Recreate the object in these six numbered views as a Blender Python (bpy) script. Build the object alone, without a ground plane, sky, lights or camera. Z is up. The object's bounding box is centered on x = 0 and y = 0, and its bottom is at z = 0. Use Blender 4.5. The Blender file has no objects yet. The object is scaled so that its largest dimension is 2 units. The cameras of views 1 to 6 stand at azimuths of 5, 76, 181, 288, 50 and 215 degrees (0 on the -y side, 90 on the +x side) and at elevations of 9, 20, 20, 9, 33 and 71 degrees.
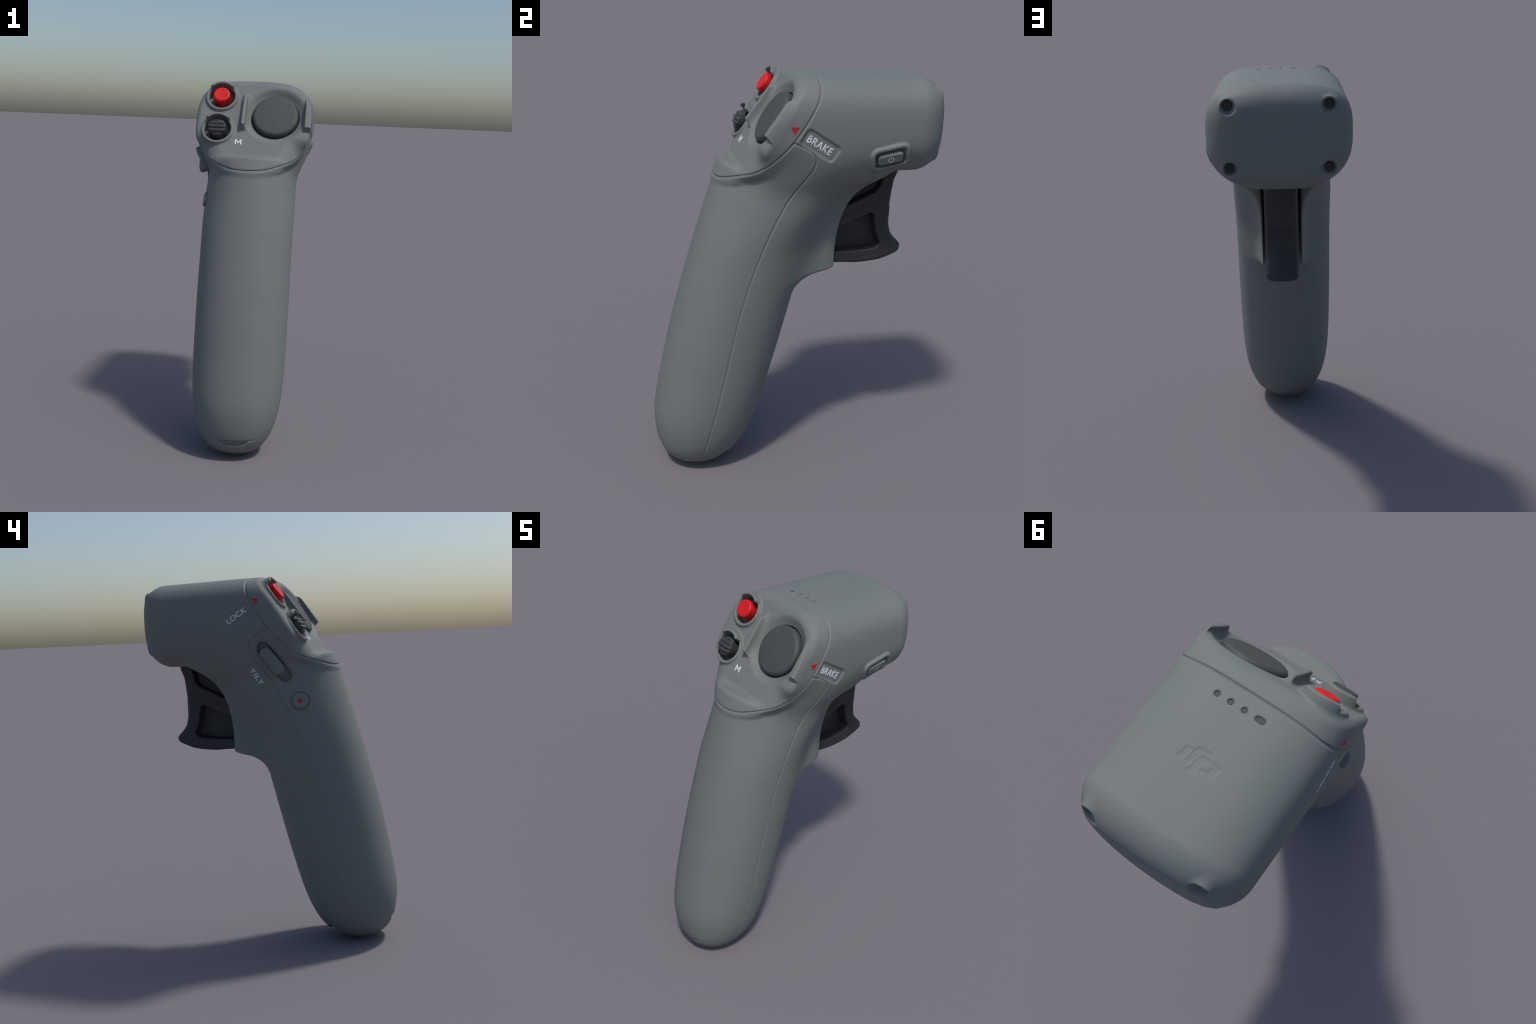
"""Hand-held motion controller: grey pistol-grip body with a slanted control panel
(thumbstick, red button, knurled dial), dark trigger, side slider and buttons.
The shells are described as implicit solids (lofted sections, extruded profiles,
rounded unions and cuts) and polygonised; small parts are built from the same rules."""
import bpy, math
import numpy as np
from concurrent.futures import ThreadPoolExecutor
from mathutils import Vector

# ------------------------------------------------------------------ helpers
def curve(xs, ys, n=3000, soft=0):
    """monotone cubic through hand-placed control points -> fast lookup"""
    xs = np.array(xs, float); ys = np.array(ys, float)
    h = np.diff(xs); d = np.diff(ys) / h
    m = np.zeros_like(xs)
    m[0], m[-1] = d[0], d[-1]
    for i in range(1, len(xs) - 1):
        if d[i - 1] * d[i] > 0:
            w1, w2 = 2 * h[i] + h[i - 1], h[i] + 2 * h[i - 1]
            m[i] = (w1 + w2) / (w1 / d[i - 1] + w2 / d[i])
    X = np.linspace(xs[0], xs[-1], n)
    i = np.clip(np.searchsorted(xs, X, 'right') - 1, 0, len(h) - 1)
    t = (X - xs[i]) / h[i]
    Y = ((2*t**3 - 3*t**2 + 1)*ys[i] + (t**3 - 2*t**2 + t)*h[i]*m[i]
         + (-2*t**3 + 3*t**2)*ys[i+1] + (t**3 - t**2)*h[i]*m[i+1])
    for _ in range(3 if soft else 0):          # soften the joints, ends kept (odd reflection)
        pad = np.concatenate([2*Y[0] - Y[soft:0:-1], Y, 2*Y[-1] - Y[-2:-soft-2:-1]])
        c = np.cumsum(np.concatenate([[0.], pad])); w = 2*soft + 1
        Y = (c[w:] - c[:-w]) / w
    return lambda q: np.interp(q, X, Y)

def smin(a, b, k):
    h = np.maximum(k - np.abs(a - b), 0.0) / k
    return np.minimum(a, b) - h * h * k * 0.25
def smax(a, b, k): return -smin(-a, -b, k)
def rmax(a, b, r):
    return np.minimum(np.maximum(a, b), -r) + np.hypot(np.maximum(a + r, 0), np.maximum(b + r, 0))
def step(e0, e1, x):
    t = np.clip((x - e0) / (e1 - e0), 0, 1); return t * t * (3 - 2 * t)
def section(x, y, a, b, n):
    """approximate distance to a superellipse"""
    X = np.abs(x) / a + 1e-6; Y = np.abs(y) / b + 1e-6
    px = X ** (n - 1); py = Y ** (n - 1)
    s = px * X + py * Y
    q = s ** (1.0 / n); k = q / s
    g = np.hypot(px * k / a, py * k / b)
    return (q - 1) / np.maximum(g, 1.0)
def box2(x, y, hx, hy, r):
    qx = np.abs(x) - hx + r; qy = np.abs(y) - hy + r
    return np.hypot(np.maximum(qx, 0), np.maximum(qy, 0)) + np.minimum(np.maximum(qx, qy), 0) - r
def box3(x, y, z, hx, hy, hz, r):
    qx = np.abs(x) - hx + r; qy = np.abs(y) - hy + r; qz = np.abs(z) - hz + r
    return (np.sqrt(np.maximum(qx, 0)**2 + np.maximum(qy, 0)**2 + np.maximum(qz, 0)**2)
            + np.minimum(np.maximum(np.maximum(qx, qy), qz), 0) - r)
def polygon(px, py, pts):
    """signed distance to a closed polygon"""
    d = np.full(px.shape, 1e9); inside = np.zeros(px.shape, bool)
    n = len(pts)
    for i in range(n):
        ax, ay = pts[i]; bx, by = pts[(i + 1) % n]
        ex, ey = bx - ax, by - ay; wx, wy = px - ax, py - ay
        t = np.clip((wx*ex + wy*ey) / (ex*ex + ey*ey), 0, 1)
        d = np.minimum(d, (wx - ex*t)**2 + (wy - ey*t)**2)
        if ay != by:
            inside ^= ((ay > py) != (by > py)) & (px < (bx - ax) * (py - ay) / (by - ay) + ax)
    d = np.sqrt(d)
    return np.where(inside, -d, d)
def spline_loop(pts, per=10):
    """closed Catmull-Rom through control points"""
    P = np.array(pts, float); n = len(P); out = []
    for i in range(n):
        p0, p1, p2, p3 = P[i-1], P[i], P[(i+1) % n], P[(i+2) % n]
        for j in range(per):
            t = j / per
            out.append(0.5*((2*p1) + (-p0+p2)*t + (2*p0-5*p1+4*p2-p3)*t*t + (-p0+3*p1-3*p2+p3)*t**3))
    return [tuple(p) for p in out]

def run(f, P, chunk=60000):
    parts = [P[i:i+chunk] for i in range(0, len(P), chunk)]
    if len(parts) == 1: return f(P)
    with ThreadPoolExecutor(8) as ex:
        return np.concatenate(list(ex.map(f, parts)))
def gradient(f, P, e):
    G = np.empty_like(P)
    for k in range(3):
        d = np.zeros(3); d[k] = e
        G[:, k] = (run(f, P + d) - run(f, P - d)) / (2 * e)
    return G

def slope(f, P, v, e):
    return np.stack([(run(f, P + e * np.eye(3)[k]) - v) / e for k in range(3)], 1)

def polygonise(f, lo, hi, h, B=4, slack=1.25):
    """surface nets over the zero set of f, vertices pulled onto the surface"""
    lo = np.array(lo, float); nb = np.ceil((np.array(hi) - lo) / (B * h)).astype(int); N = nb * B
    ci = np.stack(np.meshgrid(*[np.arange(n) for n in nb], indexing='ij'), -1).reshape(-1, 3)
    cv = run(f, lo + (ci * B + (B - 1) / 2) * h)
    F = np.repeat(np.repeat(np.repeat(cv.reshape(nb).astype(np.float32), B, 0), B, 1), B, 2)
    act = ci[np.abs(cv) < B * h * slack]
    off = np.stack(np.meshgrid(*[np.arange(B)] * 3, indexing='ij'), -1).reshape(-1, 3)
    idx = (act[:, None, :] * B + off[None]).reshape(-1, 3)
    F[idx[:, 0], idx[:, 1], idx[:, 2]] = run(f, lo + idx * h)
    S = F < 0
    C = np.zeros(tuple(N - 1), np.int8)
    corners = [(i, j, k) for i in (0, 1) for j in (0, 1) for k in (0, 1)]
    for i, j, k in corners:
        C += S[i:N[0]-1+i, j:N[1]-1+j, k:N[2]-1+k]
    cells = np.argwhere((C > 0) & (C < 8))
    ids = np.full(tuple(N - 1), -1, np.int32); ids[tuple(cells.T)] = np.arange(len(cells))
    V = {c: F[cells[:, 0]+c[0], cells[:, 1]+c[1], cells[:, 2]+c[2]] for c in corners}
    acc = np.zeros((len(cells), 3)); cnt = np.zeros(len(cells))
    for c in corners:
        for ax in range(3):
            if c[ax]: continue
            d = list(c); d[ax] = 1; a, b = V[c], V[tuple(d)]
            m = (a < 0) != (b < 0)
            t = np.where(m, a / np.where(m, a - b, 1), 0)
            p = np.array(c, float)[None].repeat(len(cells), 0); p[:, ax] = t
            acc += p * m[:, None]; cnt += m
    P0 = lo + (cells + acc / cnt[:, None]) * h
    P = P0.copy()
    for _ in range(2):
        v = run(f, P); G = slope(f, P, v, h * 0.3)
        g2 = np.maximum((G * G).sum(1), 0.2)
        P -= np.clip(v / g2, -h*.5, h*.5)[:, None] * G
        dlt = P - P0; L = np.linalg.norm(dlt, axis=1, keepdims=True)
        P = P0 + dlt * np.minimum(1, 0.8 * h / np.maximum(L, 1e-9))
    quads = []
    for ax in range(3):
        b_, c_ = (ax + 1) % 3, (ax + 2) % 3
        lo_s = [slice(None)] * 3; hi_s = [slice(None)] * 3
        lo_s[ax] = slice(0, -1); hi_s[ax] = slice(1, None)
        A, Bm = S[tuple(lo_s)], S[tuple(hi_s)]
        for flip, m in ((False, A & ~Bm), (True, ~A & Bm)):
            e = np.argwhere(m)
            e = e[(e[:, b_] > 0) & (e[:, c_] > 0) & (e[:, b_] < N[b_]-1) & (e[:, c_] < N[c_]-1)]
            q = []
            for db, dc in ((0, 0), (1, 0), (1, 1), (0, 1)):
                k = e.copy(); k[:, b_] -= 1 - db; k[:, c_] -= 1 - dc
                q.append(ids[tuple(k.T)])
            q = np.stack(q, 1)
            quads.append(q[:, ::-1] if flip else q)
    Q = np.concatenate(quads); Q = Q[(Q >= 0).all(1)]
    nrm = gradient(f, P, h * 0.5)
    nrm /= np.maximum(np.linalg.norm(nrm, axis=1, keepdims=True), 1e-9)
    return P, Q, nrm

# ------------------------------------------------------------------ scene objects
COLL = bpy.context.scene.collection
def make_mesh(name, V, F, mat, normals=None, smooth=True):
    me = bpy.data.meshes.new(name)
    V = np.asarray(V, np.float32)
    me.from_pydata([tuple(v) for v in V.tolist()], [], F.tolist() if isinstance(F, np.ndarray) else F)
    me.validate()
    me.polygons.foreach_set("use_smooth", [smooth] * len(me.polygons))
    me.materials.append(mat)
    if normals is not None and len(me.vertices) == len(V):
        me.normals_split_custom_set_from_vertices([tuple(n) for n in normals.tolist()])
    me.update()
    return me
def add(name, me, parent):
    ob = bpy.data.objects.new(name, me); COLL.objects.link(ob)
    ob.parent = parent
    return ob
def sub_mesh(name, P, Q, N, mask, mat, parent):
    q = Q[mask]
    if len(q) == 0: return None
    used, inv = np.unique(q, return_inverse=True)
    return add(name, make_mesh(name, P[used], inv.reshape(q.shape), mat, N[used]), parent)
def solid(name, f, lo, hi, h, mat, parent):
    P, Q, N = polygonise(f, lo, hi, h, slack=1.5)
    return add(name, make_mesh(name, P, Q, mat, N), parent)

# ------------------------------------------------------------------ materials
def plastic(name, col, rough, spec=0.5, tint=0.04, bump=0.03, scale=420.0, sss=0.0, coat=0.0):
    m = bpy.data.materials.new(name); m.use_nodes = True
    nt = m.node_tree; ns = nt.nodes; lk = nt.links; ns.clear()
    out = ns.new("ShaderNodeOutputMaterial"); b = ns.new("ShaderNodeBsdfPrincipled")
    lk.new(b.outputs[0], out.inputs[0])
    tc = ns.new("ShaderNodeTexCoord")
    big = ns.new("ShaderNodeTexNoise"); big.inputs["Scale"].default_value = 3.2
    big.inputs["Detail"].default_value = 3.0
    lk.new(tc.outputs["Object"], big.inputs["Vector"])
    ramp = ns.new("ShaderNodeValToRGB")
    c = np.array(col)
    warm = c * (1 + tint * np.array([1.0, 0.25, 0.1])); cool = c * (1 - tint * np.array([1.0, 0.15, 0.3]))
    ramp.color_ramp.elements[0].position = 0.32; ramp.color_ramp.elements[1].position = 0.68
    ramp.color_ramp.elements[0].color = (*cool, 1); ramp.color_ramp.elements[1].color = (*warm, 1)
    lk.new(big.outputs["Fac"], ramp.inputs["Fac"])
    fine = ns.new("ShaderNodeTexNoise"); fine.inputs["Scale"].default_value = scale
    fine.inputs["Detail"].default_value = 2.0
    lk.new(tc.outputs["Object"], fine.inputs["Vector"])
    mp = ns.new("ShaderNodeMapRange")
    mp.inputs["To Min"].default_value = 0.94; mp.inputs["To Max"].default_value = 1.06
    lk.new(fine.outputs["Fac"], mp.inputs["Value"])
    mul = ns.new("ShaderNodeVectorMath"); mul.operation = 'SCALE'
    lk.new(ramp.outputs["Color"], mul.inputs[0]); lk.new(mp.outputs["Result"], mul.inputs["Scale"])
    lk.new(mul.outputs["Vector"], b.inputs["Base Color"])
    bp = ns.new("ShaderNodeBump"); bp.inputs["Strength"].default_value = bump
    bp.inputs["Distance"].default_value = 0.002
    lk.new(fine.outputs["Fac"], bp.inputs["Height"]); lk.new(bp.outputs["Normal"], b.inputs["Normal"])
    rr = ns.new("ShaderNodeMapRange")
    rr.inputs["To Min"].default_value = rough - 0.05; rr.inputs["To Max"].default_value = rough + 0.05
    lk.new(big.outputs["Fac"], rr.inputs["Value"]); lk.new(rr.outputs["Result"], b.inputs["Roughness"])
    b.inputs["Specular IOR Level"].default_value = spec
    b.inputs["Coat Weight"].default_value = coat
    return m
GREY = plastic("matte_grey_plastic", (0.172, 0.188, 0.184), 0.56, 0.16)
DARK = plastic("black_trigger_plastic", (0.030, 0.032, 0.034), 0.55, 0.4)
STICK = plastic("dark_rubber", (0.060, 0.068, 0.068), 0.6, 0.4)
DIAL = plastic("dark_dial_plastic", (0.042, 0.047, 0.047), 0.5, 0.45)
RED = plastic("red_button_plastic", (0.62, 0.010, 0.014), 0.5, 0.3)
REDP = plastic("red_print", (0.42, 0.012, 0.02), 0.5, 0.4)
WHITE = plastic("white_print", (0.62, 0.66, 0.70), 0.5, 0.4)
HOLE = plastic("dark_recess", (0.055, 0.060, 0.058), 0.6, 0.3)
SCREW = plastic("dark_screw", (0.030, 0.027, 0.022), 0.4, 0.5)
ENGR = plastic("engraved_black", (0.020, 0.021, 0.022), 0.7, 0.3)

# ------------------------------------------------------------------ body solid
# grip loft: horizontal sections, back line, front line, half width (stations in height)
sq = lambda zs: [math.sqrt(z) for z in zs]
ZB = [0, .006, .02, .05, .1, .18, .28, .42, .52, .72, .85, .99, 1.2, 1.3, 1.52, 1.6, 1.8, 2.0]
YB = [-.425, -.485, -.550, -.603, -.640, -.662, -.6695, -.651, -.632, -.592, -.561, -.525, -.466, -.437, -.371, -.346, -.28, -.22]
ZF = [0, .006, .02, .05, .1, .18, .28, .42, .52, .72, .85, .99, 1.2, 1.6, 2.0]
YF = [-.415, -.380, -.335, -.285, -.237, -.190, -.150, -.108, -.080, -.028, .004, .039, .086, .16, .2]
ZA = [0, .006, .02, .05, .1, .18, .28, .42, .6, .85, 1.1, 1.3, 1.45, 1.55, 1.7, 2.0]
AA = [.01, .058, .105, .148, .186, .218, .2385, .249, .252, .2525, .2505, .2515, .2495, .240, .22, .22]
back_line, front_line, half_width = curve(sq(ZB), YB, soft=70), curve(sq(ZF), YF, soft=70), curve(sq(ZA), AA, soft=70)
neck_front = curve([.9, 1.0, 1.135, 1.2, 1.275, 1.35, 1.41, 1.455, 1.49, 1.51, 1.535, 1.7], [.226, .226, .226, .228, .235, .253, .280, .310, .345, .375, .40, .41])
lean_x = curve([0, .5, 1.2, 1.45, 1.7, 2.1], [.005, .005, .0035, .002, 0, 0])
flank = curve([.9, 1.1, 1.2, 1.3, 1.4, 1.47, 1.54, 1.65], [.126, .126, .127, .132, .152, .202, .248, .25], soft=80)
head_top = curve([-.6, 0, .1, .45, .7], [.233, .233, .232, .225, .220])

# control panel frame: origin on the face, u = x, v up the slope, w outwards
PO = np.array([0.0, -.233, 1.662]); PT = np.array([0, .5415, .847]); PT /= np.linalg.norm(PT)
PN = np.array([0, -PT[2], PT[1]])
def panel_uvw(P):
    q = P - PO
    return P[:, 0], q @ PT, q @ PN
def panel_xyz(u, v, w):
    u, v, w = np.broadcast_arrays(u, v, w)
    return np.stack([u, PO[1] + v*PT[1] + w*PN[1], PO[2] + v*PT[2] + w*PN[2]], -1)

# seams seen from the side: panel edge and the edge of the rear grip cover
panel_edge = curve([1.30, 1.45, 1.500, 1.515, 1.541, 1.58, 1.63, 1.727, 1.84, 1.91, 1.965, 2.03],
                   [-1.0, -.62, -.43, -.376, -.313, -.222, -.163, -.074, .001, .037, .052, .053])
cover_edge = curve([-.1, 0, .18, .537, .89, 1.09, 1.27, 1.43, 1.55, 1.60, 1.63, 1.66, 1.685, 1.72, 1.76],
                   [-.49, -.47, -.435, -.357, -.284, -.226, -.158, -.080, -.004, .024, .032, .024, -.004, -.074, -.2])
def seam(c, y, z):
    e = .004; m = (c(z + e) - c(z - e)) / (2*e)
    return (y - c(z)) / np.sqrt(1 + m*m)

def shell(P):
    P = P.astype(np.float32)
    x, y, z = P[:, 0], P[:, 1], P[:, 2]
    t = np.sqrt(np.maximum(z, 0))
    yb, yf, a = back_line(t), front_line(t), half_width(t)
    yc = yb * .52 + yf * .48 + .10 * step(1.15, 1.52, z)
    yf = yf + .10 * step(1.15, 1.52, z)
    xg = x + lean_x(z)
    b = np.where(y < yc, yc - yb, yf - yc)
    n = np.where(y < yc, 2.2, 2.15)
    grip = rmax(np.maximum(section(xg, y - yc, a, b, n), -z), z - 1.72, .14)
    nf = neck_front(z)
    fin = flank(z)
    neck = section(x, y + .06, fin, np.where(y < -.06, .12, (nf + .06) * 1.28), 2.6)
    neck = rmax(neck, (y - nf) * .93, .014)
    neck = rmax(neck, 1.042 - z + .15 * (y - .19), .016)
    neck = rmax(neck, z - 1.66, .10)
    zc = 1.765
    up = z > zc
    head = section(x, z - zc, .318, np.where(up, head_top(y), .235), np.where(up, 3.3, 2.55 + .45 * step(-.1, .1, y) * (1 - step(.25, .55, y))))
    nose = y - (.672 - .28 * x * x - 2.2 * x**4 - .25 * (z - 1.77)**2)
    head = rmax(head, nose, .102)
    u, v, w = panel_uvw(P)
    head = rmax(head, w - .045 + .16 * (1 - step(-.10, .08, v)), .05)
    d = smin(grip, neck, .10)
    d = smin(d, head, .085 + .035 * step(-.10, .15, y) * (1 - step(.28, .42, y)))
    # flared collar of the panel, down to its seam
    collar = section(x, y - .3 * (z - 1.515) + .05, .325, .322, 1.85)
    collar = rmax(collar, section(x, z - 1.765, .312, .29, 2.6), .03)
    below = np.maximum(seam(panel_edge, y, z), 0)
    collar = rmax(collar + .60 * below, z - 1.76, .04)
    d = smin(d, collar, .035) + .001
    lip = .062 * (1 - step(-.135, -.075, v)) * (1 - step(.10, .24, np.abs(u)))
    return rmax(d, (w - lip) * .95, .030)
def shell_distance(P, e=.0015):
    d = shell(P); g = 0
    for k in range(3):
        o = np.zeros(3); o[k] = e
        g = g + ((shell(P + o) - d) / e)**2
    return d / np.clip(np.sqrt(g), .55, 1.6)

def rot2(y, z, cy, cz, ang):
    c, s = math.cos(ang), math.sin(ang)
    return (y - cy)*c + (z - cz)*s, -(y - cy)*s + (z - cz)*c

STK = (.119, .177)                      # thumbstick centre on the panel
RINGS = [(-.185, .281, .015, .038), (-.190, .073, .014, .046)]   # u, v, low rim, hood
SCREWS = [(s * .212, z) for s in (1, -1) for z in (1.908, 1.642)]
LEDS = [(.089, .0), (.037, .0), (-.015, .0), (-.075, .008)]
LED_Y = .112
SL_ANG = math.atan2(1.632 - 1.466, -.034 + .146)    # slider axis seen from the side
SL_C = (-.090, 1.549)
REC = (-.2165, 1.341)
PWR = (.377, 1.643, math.radians(12.5))
BRAKE = (.043, 1.709, math.radians(-31.5))
LOCK = (.089, 1.795, math.radians(-31.5))
TILT = (.012, 1.475, math.radians(59))
PORT = (0.0, -.340)
# embossed mark on the lid (three slanted strokes, the last one closed to a loop)
MARK = [[(.076, .350), (.066, .303), (.042, .302), (.049, .349)],
        [(.047, .350), (.040, .303), (.033, .291), (.024, .285), (-.022, .283), (-.020, .297), (.006, .298), (.013, .306), (.024, .354)],
        [(.024, .370), (.017, .322), (.013, .310), (.004, .303), (-.071, .306), (-.063, .345), (-.053, .353), (-.014, .351),
         (-.012, .340), (-.034, .339), (-.041, .319), (-.014, .319), (-.003, .370)]]

def panel_parts(P):
    u, v, w = panel_uvw(P)
    parts = []
    for cu, cv, low, hood in RINGS:
        r = np.hypot(u - cu, v - cv); s = (v - cv) / np.maximum(r, 1e-4)
        h = low + (hood - low) * step(.60, .72, s)
        lean = .10 * np.maximum(w - low, 0) * step(.5, .8, s)
        d = rmax(np.abs(r - .0800 + lean) - .0085, w - h, .007)
        parts.append(np.maximum(d, -w - .03))
    # thumb fences left and right of the stick
    hgt = np.minimum(np.minimum((v - .075) * 2.2, (.302 - v) * 1.2), .046 - .06*v)
    dl = rmax(np.abs(u + .055 - .12*np.maximum(.05 - w, 0)) - .010, w - hgt, .007)
    parts.append(np.maximum(dl, np.maximum(-w - .02, np.abs(v - .185) - .13)))
    hgt = np.minimum(np.minimum((v - .086) * 3.0, (.302 - v) * 4.0), .030 - .04*v)
    side = section(P[:, 0], P[:, 2] - 1.765, .318, .235, 2.6) + .15 * np.maximum(w, 0) + .25 * np.maximum(-w - .01, 0)
    dr = rmax(rmax(.281 - u - .06*np.minimum(w, 0), side, .006), w - hgt, .007)
    parts.append(np.maximum(dr, np.maximum(-w - .07, np.abs(v - .19) - .13)))
    return parts

def body(P):
    d = shell_distance(P)
    near = np.abs(d) < .13
    out = d.copy()
    if not near.any(): return out
    P = P[near]; d = d[near]
    x, y, z = P[:, 0], P[:, 1], P[:, 2]
    # ---- seams
    sp, sc = seam(panel_edge, y, z), seam(cover_edge, y, z)
    top = z > 1.49
    d = d + np.where(top, .0055 * np.exp(-(sp / .0045)**2), 0)
    low = (z < 1.74) & ((sp > -.002) | (z < 1.49))
    d = d + np.where(low, (.0026 + .0024 * step(.9, 1.6, z)) * np.exp(-(sc / .0042)**2), 0)
    # ---- side plates, sunk a little, and the slider bed
    R, L = x > .1, x < -.1
    a, b = rot2(y, z, *BRAKE); m = box2(a - .002, b, .092, .041, .02)
    d = d + np.where(R, .008 * (1 - step(-.010, .005, m)), 0)
    a, b = rot2(y, z, *LOCK); m = box2(a, b, .080, .031, .012)
    d = d + np.where(L, .0035 * (1 - step(-.004, .003, m)), 0)
    a, b = rot2(y, z, *TILT); m = box2(a, b, .068, .034, .012)
    d = d + np.where(L, .003 * (1 - step(-.004, .003, m)), 0)
    a, b = rot2(y, z, *SL_C, SL_ANG); m = box2(a, b, .122, .0345, .034)
    d = d + np.where(L, .004 * (1 - step(.0, .016, m)) + .024 * (1 - step(-.006, .001, m)), 0)
    r = np.hypot(y - REC[0], z - REC[1])
    d = d + np.where(L, .007 * np.exp(-((r - .043) / .006)**2), 0)
    # ---- power button bezel
    a, b = rot2(y, z, *PWR); m = box2(a, b, .096, .062, .042)
    lift = .014 * np.exp(-(np.maximum(np.abs(m + .014) - .004, 0) / .0075)**2)
    sink = .014 * (1 - step(-.034, -.022, m))
    d = d + np.where(R, sink - lift, 0)
    # ---- red pointer inlays
    # ---- screw bosses and counterbores on the nose
    for cx, cz in SCREWS:
        r = np.hypot(x - cx, z - cz)
        d = smin(d, np.maximum(rmax(r - .033, y - .631, .007), .57 - y), .018)
        d = smax(d, -np.maximum(r - .020 - .42 * np.maximum(y - .612, 0), .605 - y), .005)
    # ---- indicator holes and mark on the lid
    tm = z > 1.9
    if tm.any():
        for cx, hl in LEDS:
            q = np.hypot(np.maximum(np.abs(x - cx) - hl, 0), y - LED_Y)
            d = d + np.where(tm, .009 * (1 - step(.006, .0135, q)), 0)
        nm = tm & (np.abs(x) < .1) & (np.abs(y - .325) < .08)
        if nm.any():
            g = np.full(nm.sum(), 1.0)
            for poly in MARK: g = np.minimum(g, polygon(x[nm], y[nm], poly))
            d[nm] += .0019 * (1 - step(-.006, .005, g))
    # ---- trigger slot
    slot = rmax(np.abs(x) - .091 - .02 * step(.0, .06, 1.13 - z) * 0, np.maximum(1.00 - z, z - 1.535 - .05*(y < .2)), .02)
    slot = np.maximum(slot, .06 - y)
    d = smax(d, -slot, .016)
    # ---- charging port and lid notch at the foot
    ft = z < .25
    if ft.any():
        q = box2(x, y - PORT[1], .146, .034, .03)
        d = d + np.where(ft, .034 * (1 - step(-.005, .003, q)), 0)
        zz = z - .128 - .0
        c = np.maximum(np.hypot(x / .078, zz / .034) - 1, zz / .034) * .034
        d = d + np.where(ft & (y < -.45), .016 * (1 - step(-.006, .003, c)), 0)
        d = d + np.where(ft & (y < -.45), .0018 * np.exp(-(zz / .005)**2) * (1 - step(.07, .16, np.abs(x))), 0)
    # ---- control panel relief
    u, v, w = panel_uvw(P)
    pn = (w > -.12) & (sp < .05) & (z > 1.5)
    if pn.any():
        Pp = P[pn]; e = d[pn]; uu, vv, ww = u[pn], v[pn], w[pn]
        r = np.hypot(uu - STK[0], vv - STK[1])
        e = e + .027 * (1 - step(.124, .180, r))
        e = smax(e, -np.maximum(r - .131, -.075 - ww), .005)
        for i, p in enumerate(panel_parts(Pp)):
            e = smin(e, p, (.014, .014, .022, .012)[i])
        for cu, cv, lo_, ho in RINGS:
            rr = np.hypot(uu - cu, vv - cv)
            e = smax(e, -np.maximum(rr - .0705, -.036 - ww), .006)
        d[pn] = e
    out[near] = d
    return out

H = .0036
P, Q, N = polygonise(body, (-.36, -.70, -.02), (.37, .72, 2.04), H)

# ------------------------------------------------------------------ assemble
root = bpy.data.objects.new("motion_controller", None)
COLL.objects.link(root)
root["label"] = "grey pistol-grip motion controller with red button, thumbstick and trigger"
root["category"] = "game controller"

C = P[Q].mean(1)
sp, sc = seam(panel_edge, C[:, 1], C[:, 2]), seam(cover_edge, C[:, 1], C[:, 2])
u, v, w = panel_uvw(C)
is_panel = (sp < 0) & (C[:, 2] > 1.49)
is_cover = ~is_panel & (sc < 0) & (C[:, 2] < 1.75)
kind = np.zeros(len(Q), int)
kind[is_cover] = 1; kind[is_panel] = 2
pp = panel_parts(C)
for i in range(4):
    kind[is_panel & (pp[i] < .004) & (w > (.004 if i < 2 else .008))] = 3 + i
sub_mesh("housing", P, Q, N, kind == 0, GREY, root)
sub_mesh("grip_cover", P, Q, N, kind == 1, GREY, root)
panel = sub_mesh("control_panel", P, Q, N, kind == 2, GREY, root)
for k, nm in ((3, "guard_ring"), (4, "guard_ring"), (5, "thumb_fence"), (6, "thumb_fence")):
    sub_mesh(nm, P, Q, N, kind == k, GREY, panel)

# ------------------------------------------------------------------ panel controls
def cap(name, cu, cv, R, height, mat, parent, nr=24, na=72, skirt=-.03):
    """turned cap on the panel: polar grid, height(r, du, dv) above the face, rounded rim, skirt"""
    V, F = [], []
    rs = [R * (1 - (1 - t)**1.6) for t in np.linspace(0, 1, nr)]
    V.append(panel_xyz(cu, cv, height(np.array(0.), np.array(0.), np.array(0.))))
    rings = []
    th = np.linspace(0, 2*math.pi, na, endpoint=False)
    for r in rs[1:]:
        du, dv = r*np.cos(th), r*np.sin(th)
        rings.append(panel_xyz(cu + du, cv + dv, height(np.full(na, r), du, dv)))
    last_w = height(np.full(na, R), R*np.cos(th), R*np.sin(th))
    for f in (.33, .66, 1.0):
        rings.append(panel_xyz(cu + R*np.cos(th), cv + R*np.sin(th), last_w + (skirt - last_w)*f))
    VV = np.concatenate([np.array(V)] + rings)
    for j in range(na): F.append((0, 1 + j, 1 + (j + 1) % na))
    for i in range(len(rings) - 1):
        b0, b1 = 1 + i*na, 1 + (i+1)*na
        for j in range(na): F.append((b0 + j, b1 + j, b1 + (j+1) % na, b0 + (j+1) % na))
    return add(name, make_mesh(name, VV, F, mat), parent)

def stick_height(r, du, dv):
    R = .127; e = .018
    edge = np.sqrt(np.maximum(e*e - np.maximum(r - R + e, 0)**2, 0)) - e
    p = .0170; a, b = du, dv
    knurl = .0011 * np.cos(2*math.pi*a/p) * np.cos(2*math.pi*b/p) * (1 - step(.108, .120, r))
    return .003 + .006 * (1 - (r/R)**2) * 1.0 + edge + knurl
cap("thumbstick", *STK, .127, stick_height, STICK, panel, nr=110, na=420, skirt=-.07)

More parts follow.
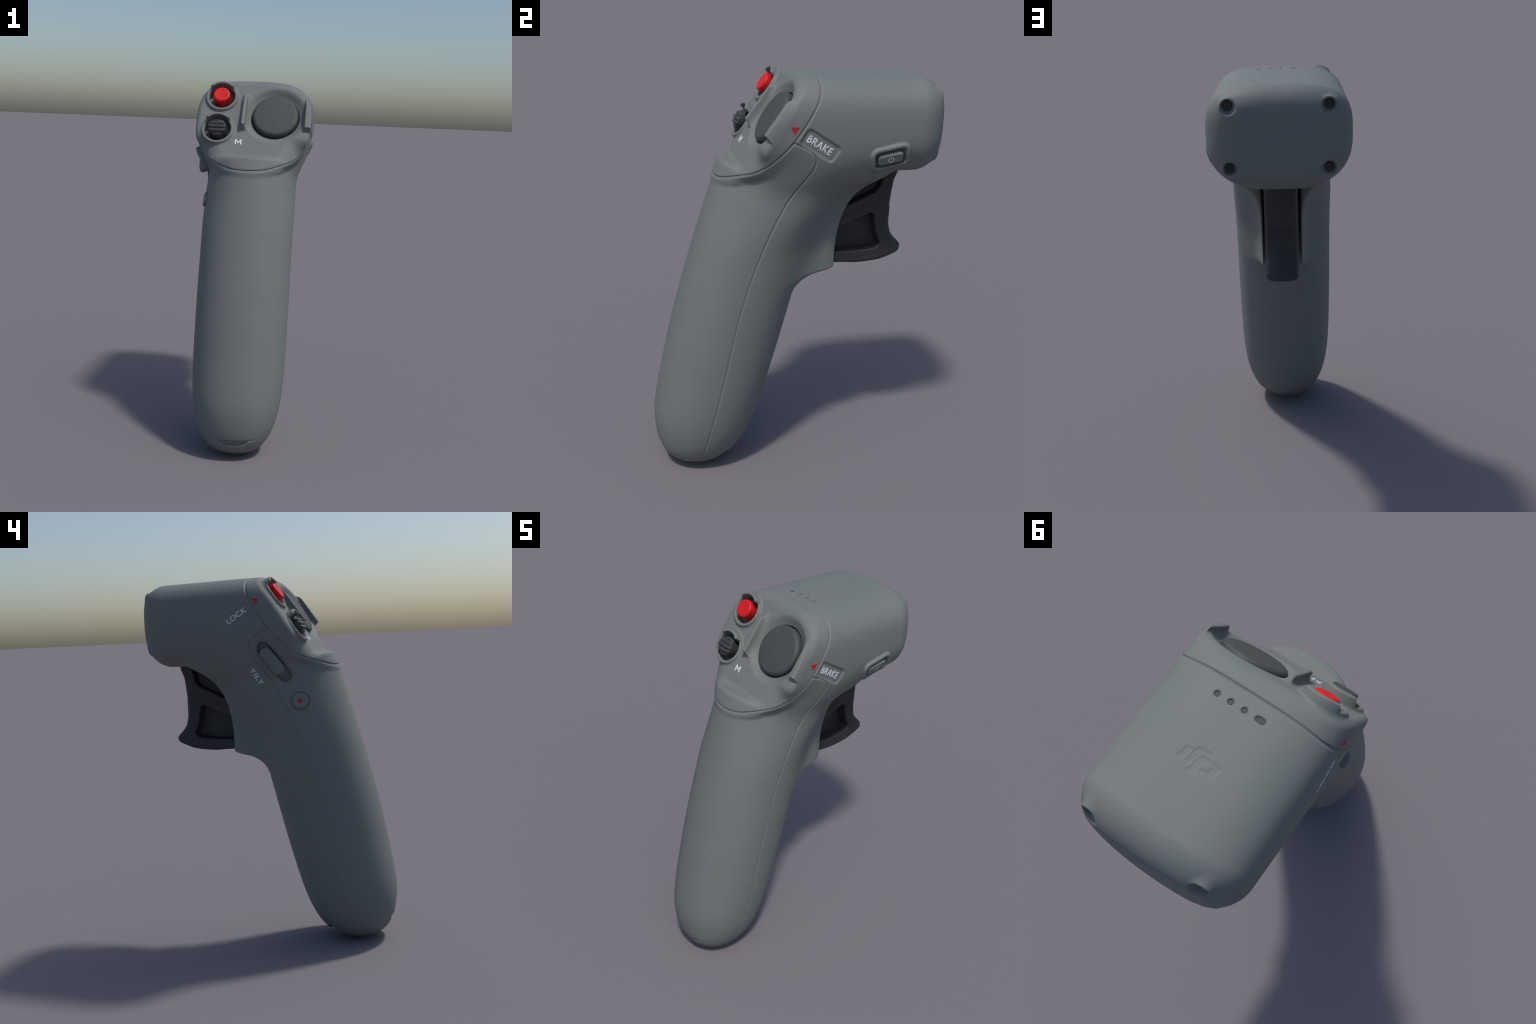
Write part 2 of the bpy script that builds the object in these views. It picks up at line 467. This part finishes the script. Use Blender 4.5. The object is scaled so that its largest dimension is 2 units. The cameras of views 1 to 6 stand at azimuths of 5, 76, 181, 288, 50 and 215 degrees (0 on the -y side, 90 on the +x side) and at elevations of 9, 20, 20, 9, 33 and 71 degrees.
def red_height(r, du, dv):
    R = .047; e = .012
    edge = np.sqrt(np.maximum(e*e - np.maximum(r - R + e, 0)**2, 0)) - e
    return .037 + edge - .002 * (1 - (r/R)**2)
cap("red_button", RINGS[0][0], RINGS[0][1], .047, red_height, RED, panel, nr=36, na=96, skirt=-.03)

def dial_height(r, du, dv):
    R = .050; e = .012
    edge = np.sqrt(np.maximum(e*e - np.maximum(r - R + e, 0)**2, 0)) - e
    wheel = np.sqrt(np.maximum(.075**2 - (dv)**2, 0)) - .075
    teeth = .0085 * (np.abs(np.cos(math.pi * (dv + .003) / .0235)) - .3)
    return .042 + wheel + edge*.7 + teeth
cap("dial", RINGS[1][0], RINGS[1][1], .050, dial_height, DIAL, panel, nr=70, na=200, skirt=-.03)

# ------------------------------------------------------------------ trigger
TRIG = spline_loop([(.505, 1.56), (.493, 1.46), (.483, 1.36), (.482, 1.27), (.494, 1.205), (.528, 1.158), (.551, 1.132),
                    (.549, 1.112), (.530, 1.098), (.455, 1.070), (.36, 1.059), (.28, 1.061), (.17, 1.082), (.15, 1.2), (.17, 1.4), (.30, 1.58)])
POCKET_LOW = [(.215, 1.239), (.39, 1.318), (.412, 1.305), (.425, 1.22), (.452, 1.155), (.430, 1.133), (.36, 1.122), (.215, 1.121)]
POCKET_UP = [(.20, 1.324), (.265, 1.352), (.415, 1.420), (.435, 1.45), (.45, 1.53), (.30, 1.60), (.2, 1.5)]
def trigger(P):
    x, y, z = P[:, 0], P[:, 1], P[:, 2]
    d = rmax(polygon(y - .022 + 4.2 * x * x, z, TRIG), np.abs(x) - .0755, .018)
    for pk, floor in ((POCKET_LOW, .010), (POCKET_UP, .030)):
        g = polygon(y, z, pk)
        d = smax(d, -np.maximum(g + .008 - .12*(np.abs(x) - .02), floor - np.abs(x)), .010)
    return d
trig = solid("trigger", trigger, (-.10, .12, 1.03), (.10, .59, 1.60), .0034, DARK, root)

# grip dots on the trigger front
trig_front0 = curve([1.09, 1.132, 1.158, 1.205, 1.27, 1.36], [.54, .551, .528, .494, .482, .483])
def dots():
    V, F = [], []
    ring = 6
    for i in range(18):
        z = 1.335 - i * .0125
        for j in range(11):
            x = (j - 5) * .0118
            trig_front = lambda q, x=x: trig_front0(q) + .022 - 4.2 * x * x
            y0 = float(trig_front(z)); sl = (float(trig_front(z + .004)) - float(trig_front(z - .004))) / .008
            n = np.array([0, 1, -sl]); n /= np.linalg.norm(n); t = np.array([0, sl, 1.]) / math.hypot(1, sl)
            c = np.array([x, y0, z]) - n * .0012
            if z < 1.135: continue
            b = len(V)
            V.append(c + n * .0034)
            for rr, hh in ((.0026, .0026), (.0042, .0)):
                for k in range(ring):
                    a = 2*math.pi*k/ring
                    V.append(c + np.array([1., 0, 0])*rr*math.cos(a) + t*rr*math.sin(a) + n*hh)
            for k in range(ring):
                k2 = (k+1) % ring
                F.append((b, b+1+k2, b+1+k)); F.append((b+1+k, b+1+k2, b+1+ring+k2, b+1+ring+k))
    return np.array(V), F
dV, dF = dots()
ob = add("grip_dots", make_mesh("grip_dots", dV, dF, DARK), trig); ob["kind"] = "stuff"

# ------------------------------------------------------------------ side controls
def surface_x(y, z, side, f=shell_distance):
    """outer x of the body at (y, z) on the given side"""
    y = np.asarray(y, float); z = np.asarray(z, float)
    lo = np.full(y.shape, .20 if f is body else .02); hi = np.full(y.shape, .40)
    for _ in range(30):
        m = (lo + hi) / 2
        inside = f(np.stack([m * side, y, z], -1)) < 0
        lo = np.where(inside, m, lo); hi = np.where(inside, hi, m)
    return side * (lo + hi) / 2

def side_frame(cy, cz, ang, side):
    """origin on the surface, axes a (along), b (across), n (outward)"""
    e = .02
    f = lambda yy, zz: float(surface_x(np.array([yy]), np.array([zz]), side)[0])
    x0 = f(cy, cz); gy = (f(cy+e, cz) - f(cy-e, cz)) / (2*e); gz = (f(cy, cz+e) - f(cy, cz-e)) / (2*e)
    n = np.array([1., -gy, -gz]) * side; n /= np.linalg.norm(n)
    a = np.array([0, math.cos(ang), math.sin(ang)]); a -= n * (a @ n); a /= np.linalg.norm(a)
    b = np.cross(n, a)
    return np.array([x0, cy, cz]), a, b, n
def framed(fr, g):
    o, a, b, n = fr
    return lambda P: g((P - o) @ a, (P - o) @ b, (P - o) @ n)
def bounds(fr, ha, hb, hn):
    o, a, b, n = fr
    e = np.abs(a)*ha + np.abs(b)*hb + np.abs(n)*hn
    return o - e, o + e

fr = side_frame(*SL_C, SL_ANG, -1)
def knob(a, b, n):
    a = a - .012
    topn = .039 - .012 * np.exp(-(a / .040)**2) + .003*np.cos(a/.0045)*np.exp(-(a/.03)**4)*.4
    d = box2(a, b, .080, .0295, .026)
    return np.maximum(rmax(d, n - topn, .015), -n - .04)
solid("tilt_slider", framed(fr, knob), *bounds(fr, .12, .05, .07), .0024, GREY, root)

fr = side_frame(*REC, 0, -1)
rec = solid("record_button", framed(fr, lambda a, b, n: np.maximum(
    rmax(np.hypot(a, b) - .0385, n - .009 + .0025*np.exp(-(np.hypot(a, b)/.02)**2), .005), -n - .02)),
    *bounds(fr, .05, .05, .04), .0022, GREY, root)
def disc(name, fr, r, lift, mat, parent, n=28, ca=0, cb=0):
    o, a, b, nn = fr
    V = [o + a*ca + b*cb + nn*lift] + [o + a*(ca + r*math.cos(2*math.pi*k/n)) + b*(cb + r*math.sin(2*math.pi*k/n)) + nn*(lift - .0004) for k in range(n)]
    W = [p - nn*.004 for p in V[1:]]
    F = [(0, 1+k, 1+(k+1) % n) for k in range(n)] + [(1+k, 1+n+k, 1+n+(k+1) % n, 1+(k+1) % n) for k in range(n)]
    return add(name, make_mesh(name, np.array(V + W), F, mat, smooth=False), parent)
disc("record_mark", fr, .012, .0082, REDP, rec)

fr = side_frame(*PWR, 1)
pw = solid("power_button", framed(fr, lambda a, b, n: np.maximum(
    rmax(box2(a, b, .060, .028, .018), n - .013, .010), -n - .03)),
    *bounds(fr, .08, .05, .05), .0024, GREY, root)
def power_symbol(fr):
    o, a, b, n = fr; V, F = [], []
    N_ = 28; r0, r1 = .0095, .0140
    for k in range(N_ + 1):
        th = math.pi/2 + math.radians(32) + (2*math.pi - math.radians(64)) * k / N_
        for r in (r0, r1):
            V.append(o + a*r*math.cos(th) + b*r*math.sin(th) + n*.0140)
    F += [(2*k, 2*k+1, 2*k+3, 2*k+2) for k in range(N_)]
    s = len(V)
    for x0, y0 in ((-.002, .004), (.002, .004), (.002, .016), (-.002, .016)):
        V.append(o + a*x0 + b*y0 + n*.0140)
    F.append((s, s+1, s+2, s+3))
    return np.array(V), F
sV, sF = power_symbol(fr)
me = make_mesh("power_symbol", sV, sF, WHITE, smooth=False)
add("power_symbol", me, pw)

# ------------------------------------------------------------------ writing
def lettering(name, text, width, height, bold, place, mat, parent, spacing=1.0, thick=.0008):
    """built-in font, filled, fitted to width x height, then laid on the surface by place(a, b)"""
    cu = bpy.data.curves.new(name, 'FONT'); cu.body = text
    cu.align_x = 'CENTER'; cu.align_y = 'CENTER'; cu.offset = bold; cu.space_character = spacing
    cu.fill_mode = 'FRONT'; cu.resolution_u = 5
    tmp = bpy.data.objects.new("tmp", cu); COLL.objects.link(tmp)
    me = bpy.data.meshes.new_from_object(tmp.evaluated_get(bpy.context.evaluated_depsgraph_get()))
    bpy.data.objects.remove(tmp); bpy.data.curves.remove(cu)
    import bmesh
    bm = bmesh.new(); bm.from_mesh(me)
    bmesh.ops.remove_doubles(bm, verts=bm.verts, dist=1e-5)
    bmesh.ops.triangulate(bm, faces=bm.faces)
    bmesh.ops.subdivide_edges(bm, edges=[e for e in bm.edges if e.calc_length() > .15], cuts=2, use_grid_fill=True)
    ext = bmesh.ops.extrude_face_region(bm, geom=bm.faces[:])
    low = set(v for v in ext["geom"] if isinstance(v, bmesh.types.BMVert))
    bm.verts.ensure_lookup_table()
    co = np.array([v.co[:2] for v in bm.verts])
    mn, mx = co.min(0), co.max(0)
    q = (co - (mn + mx)/2) / (mx - mn) * np.array([width, height])
    flag = np.array([v in low for v in bm.verts])
    pts = place(q[:, 0], q[:, 1], np.where(flag, thick, -.002))
    for vv, p in zip(bm.verts, pts): vv.co = p
    bmesh.ops.recalc_face_normals(bm, faces=bm.faces)
    bm.to_mesh(me); bm.free()
    me.materials.clear(); me.materials.append(mat); me.name = name
    return add(name, me, parent)
def on_side(cy, cz, ang, side, mirror):
    def place(a, b, lift):
        a = a * mirror
        y = cy + a*math.cos(ang) - b*math.sin(ang); z = cz + a*math.sin(ang) + b*math.cos(ang)
        x = surface_x(y, z, side, body) + side*lift
        return [Vector(p) for p in np.stack([x, y, z], -1)]
    return place
lettering("brake_label", "BRAKE", .134, .036, .026, on_side(*BRAKE, 1, 1), WHITE, root, 1.06)
lettering("lock_label", "LOCK", .122, .029, .018, on_side(LOCK[0], LOCK[1], LOCK[2], -1, -1), WHITE, root, 1.06)
lettering("tilt_label", "TILT", .098, .026, .018, on_side(TILT[0], TILT[1], TILT[2], -1, -1), WHITE, root, 1.06)
def outline_letter(name, pts, place, mat, parent):
    """flat letter from its own outline, slightly raised"""
    n = len(pts); V = [place(x, y, .0012) for x, y in pts] + [place(x, y, -.002) for x, y in pts]
    F = [tuple(range(n))] + [(k, n + k, n + (k+1) % n, (k+1) % n) for k in range(n)]
    return add(name, make_mesh(name, np.array(V), F, mat, smooth=False), parent)
outline_letter("mode_letter", [(-.018, -.016), (-.011, -.016), (-.011, .004), (-.003, -.007), (.003, -.007), (.011, .004), (.011, -.016),
               (.018, -.016), (.018, .016), (.011, .016), (0, .001), (-.011, .016), (-.018, .016)],
               lambda x, y, l: panel_xyz(-.070 + x, y, l + .0005), WHITE, panel)
for s in (1, -1):
    ang = math.atan2(1.318 - 1.248, .39 - .235)
    def on_trigger(a, b, l, s=s):
        a = a * s
        return [Vector(p) for p in np.stack([s*(.0755 + l*.4), .325 + a*math.cos(ang) - b*math.sin(ang), 1.336 + a*math.sin(ang) + b*math.cos(ang)], -1)]
    lettering("trigger_label", "ACCEL", .105, .022, .0, on_trigger, ENGR, trig, 1.05)

# pointer triangles on the panel flanks
for side, pts in ((1, ((-.094, 1.794), (-.054, 1.792), (-.077, 1.760))), (-1, ((.002, 1.877), (-.033, 1.874), (-.016, 1.843)))):
    g = []
    for k in range(7):
        for j in range(7 - k):
            i_ = 6 - k - j
            g.append(((pts[0][0]*i_ + pts[1][0]*j + pts[2][0]*k)/6, (pts[0][1]*i_ + pts[1][1]*j + pts[2][1]*k)/6))
    yy = np.array([p[0] for p in g]); zz = np.array([p[1] for p in g])
    xx = surface_x(yy, zz, side, body)
    V = np.stack([xx + side*.0012, yy, zz], -1)
    F, start = [], []
    s0 = 0
    for k in range(7): start.append(s0); s0 += 7 - k
    for k in range(6):
        for j in range(6 - k):
            F.append((start[k]+j, start[k]+j+1, start[k+1]+j))
            if j < 5 - k: F.append((start[k]+j+1, start[k+1]+j+1, start[k+1]+j))
    rim = [start[0]+j for j in range(7)] + [start[k] + 6 - k for k in range(1, 7)] + [start[k] for k in range(5, 0, -1)]
    base = len(V)
    V = np.concatenate([V, V[rim] - np.array([side*.004, 0, 0])])
    for j in range(len(rim)):
        j2 = (j+1) % len(rim); F.append((rim[j], rim[j2], base+j2, base+j))
    add("pointer_mark", make_mesh("pointer_mark", V, F, REDP, smooth=False), panel)

# ------------------------------------------------------------------ small inserts
def screw_mesh():
    V, F = [], []; n = 24
    prof = [(.0, -.004), (.008, -.004), (.009, .001), (.017, .002), (.0205, -.002), (.0205, -.03)]
    for r, hgt in prof[1:]:
        hexed = r < .0095
        for k in range(n):
            a = 2*math.pi*k/n
            q = r * (math.cos(math.pi/6) / math.cos((a % (math.pi/3)) - math.pi/6) if hexed else 1)
            V.append((q*math.cos(a), hgt, q*math.sin(a)))
    V.append((0, prof[0][1], 0)); c = len(V) - 1
    for i in range(len(prof) - 2):
        for k in range(n): F.append((i*n+k, i*n+(k+1) % n, (i+1)*n+(k+1) % n, (i+1)*n+k))
    for k in range(n): F.append((c, (k+1) % n, k))
    return make_mesh("screw", np.array(V), F, SCREW, smooth=False)
sm = screw_mesh()
for i, (cx, cz) in enumerate(SCREWS):
    o = add("screw", sm, root); o.location = (cx, .612, cz); o.rotation_euler = (0, .4*i, 0)

for cx, hl in LEDS:
    th = np.linspace(0, 2*math.pi, 32, endpoint=False)
    X = cx + np.sign(np.cos(th))*hl + .0082*np.cos(th); Y = LED_Y + .0082*np.sin(th)
    def top_z(x, y):
        lo = np.full(x.shape, 1.9); hi = np.full(x.shape, 2.05)
        for _ in range(24):
            m = (lo+hi)/2; ins = shell_distance(np.stack([x, y, m], -1)) < 0
            lo = np.where(ins, m, lo); hi = np.where(ins, hi, m)
        return lo
    Z = top_z(X, Y) - .0050
    V = np.concatenate([np.stack([X, Y, Z], -1), [[cx, LED_Y, Z.mean()]], np.stack([X, Y, Z - .006], -1)])
    F = [(32, k, (k+1) % 32) for k in range(32)] + [(k, 33+k, 33+(k+1) % 32, (k+1) % 32) for k in range(32)]
    add("indicator_light", make_mesh("indicator_light", V, F, HOLE, smooth=False), root)

# charging port: dark oval shell with a tongue, in the recess under the foot
def port(P):
    x, y = P[:, 0], P[:, 1] - PORT[1]
    d = shell_distance(P)
    return np.maximum(box2(x, y, .134, .025, .022), np.maximum(d + .014, -.045 - d))
solid("charging_port", port, (-.16, -.39, -.01), (.16, -.29, .16), .003, HOLE, root)
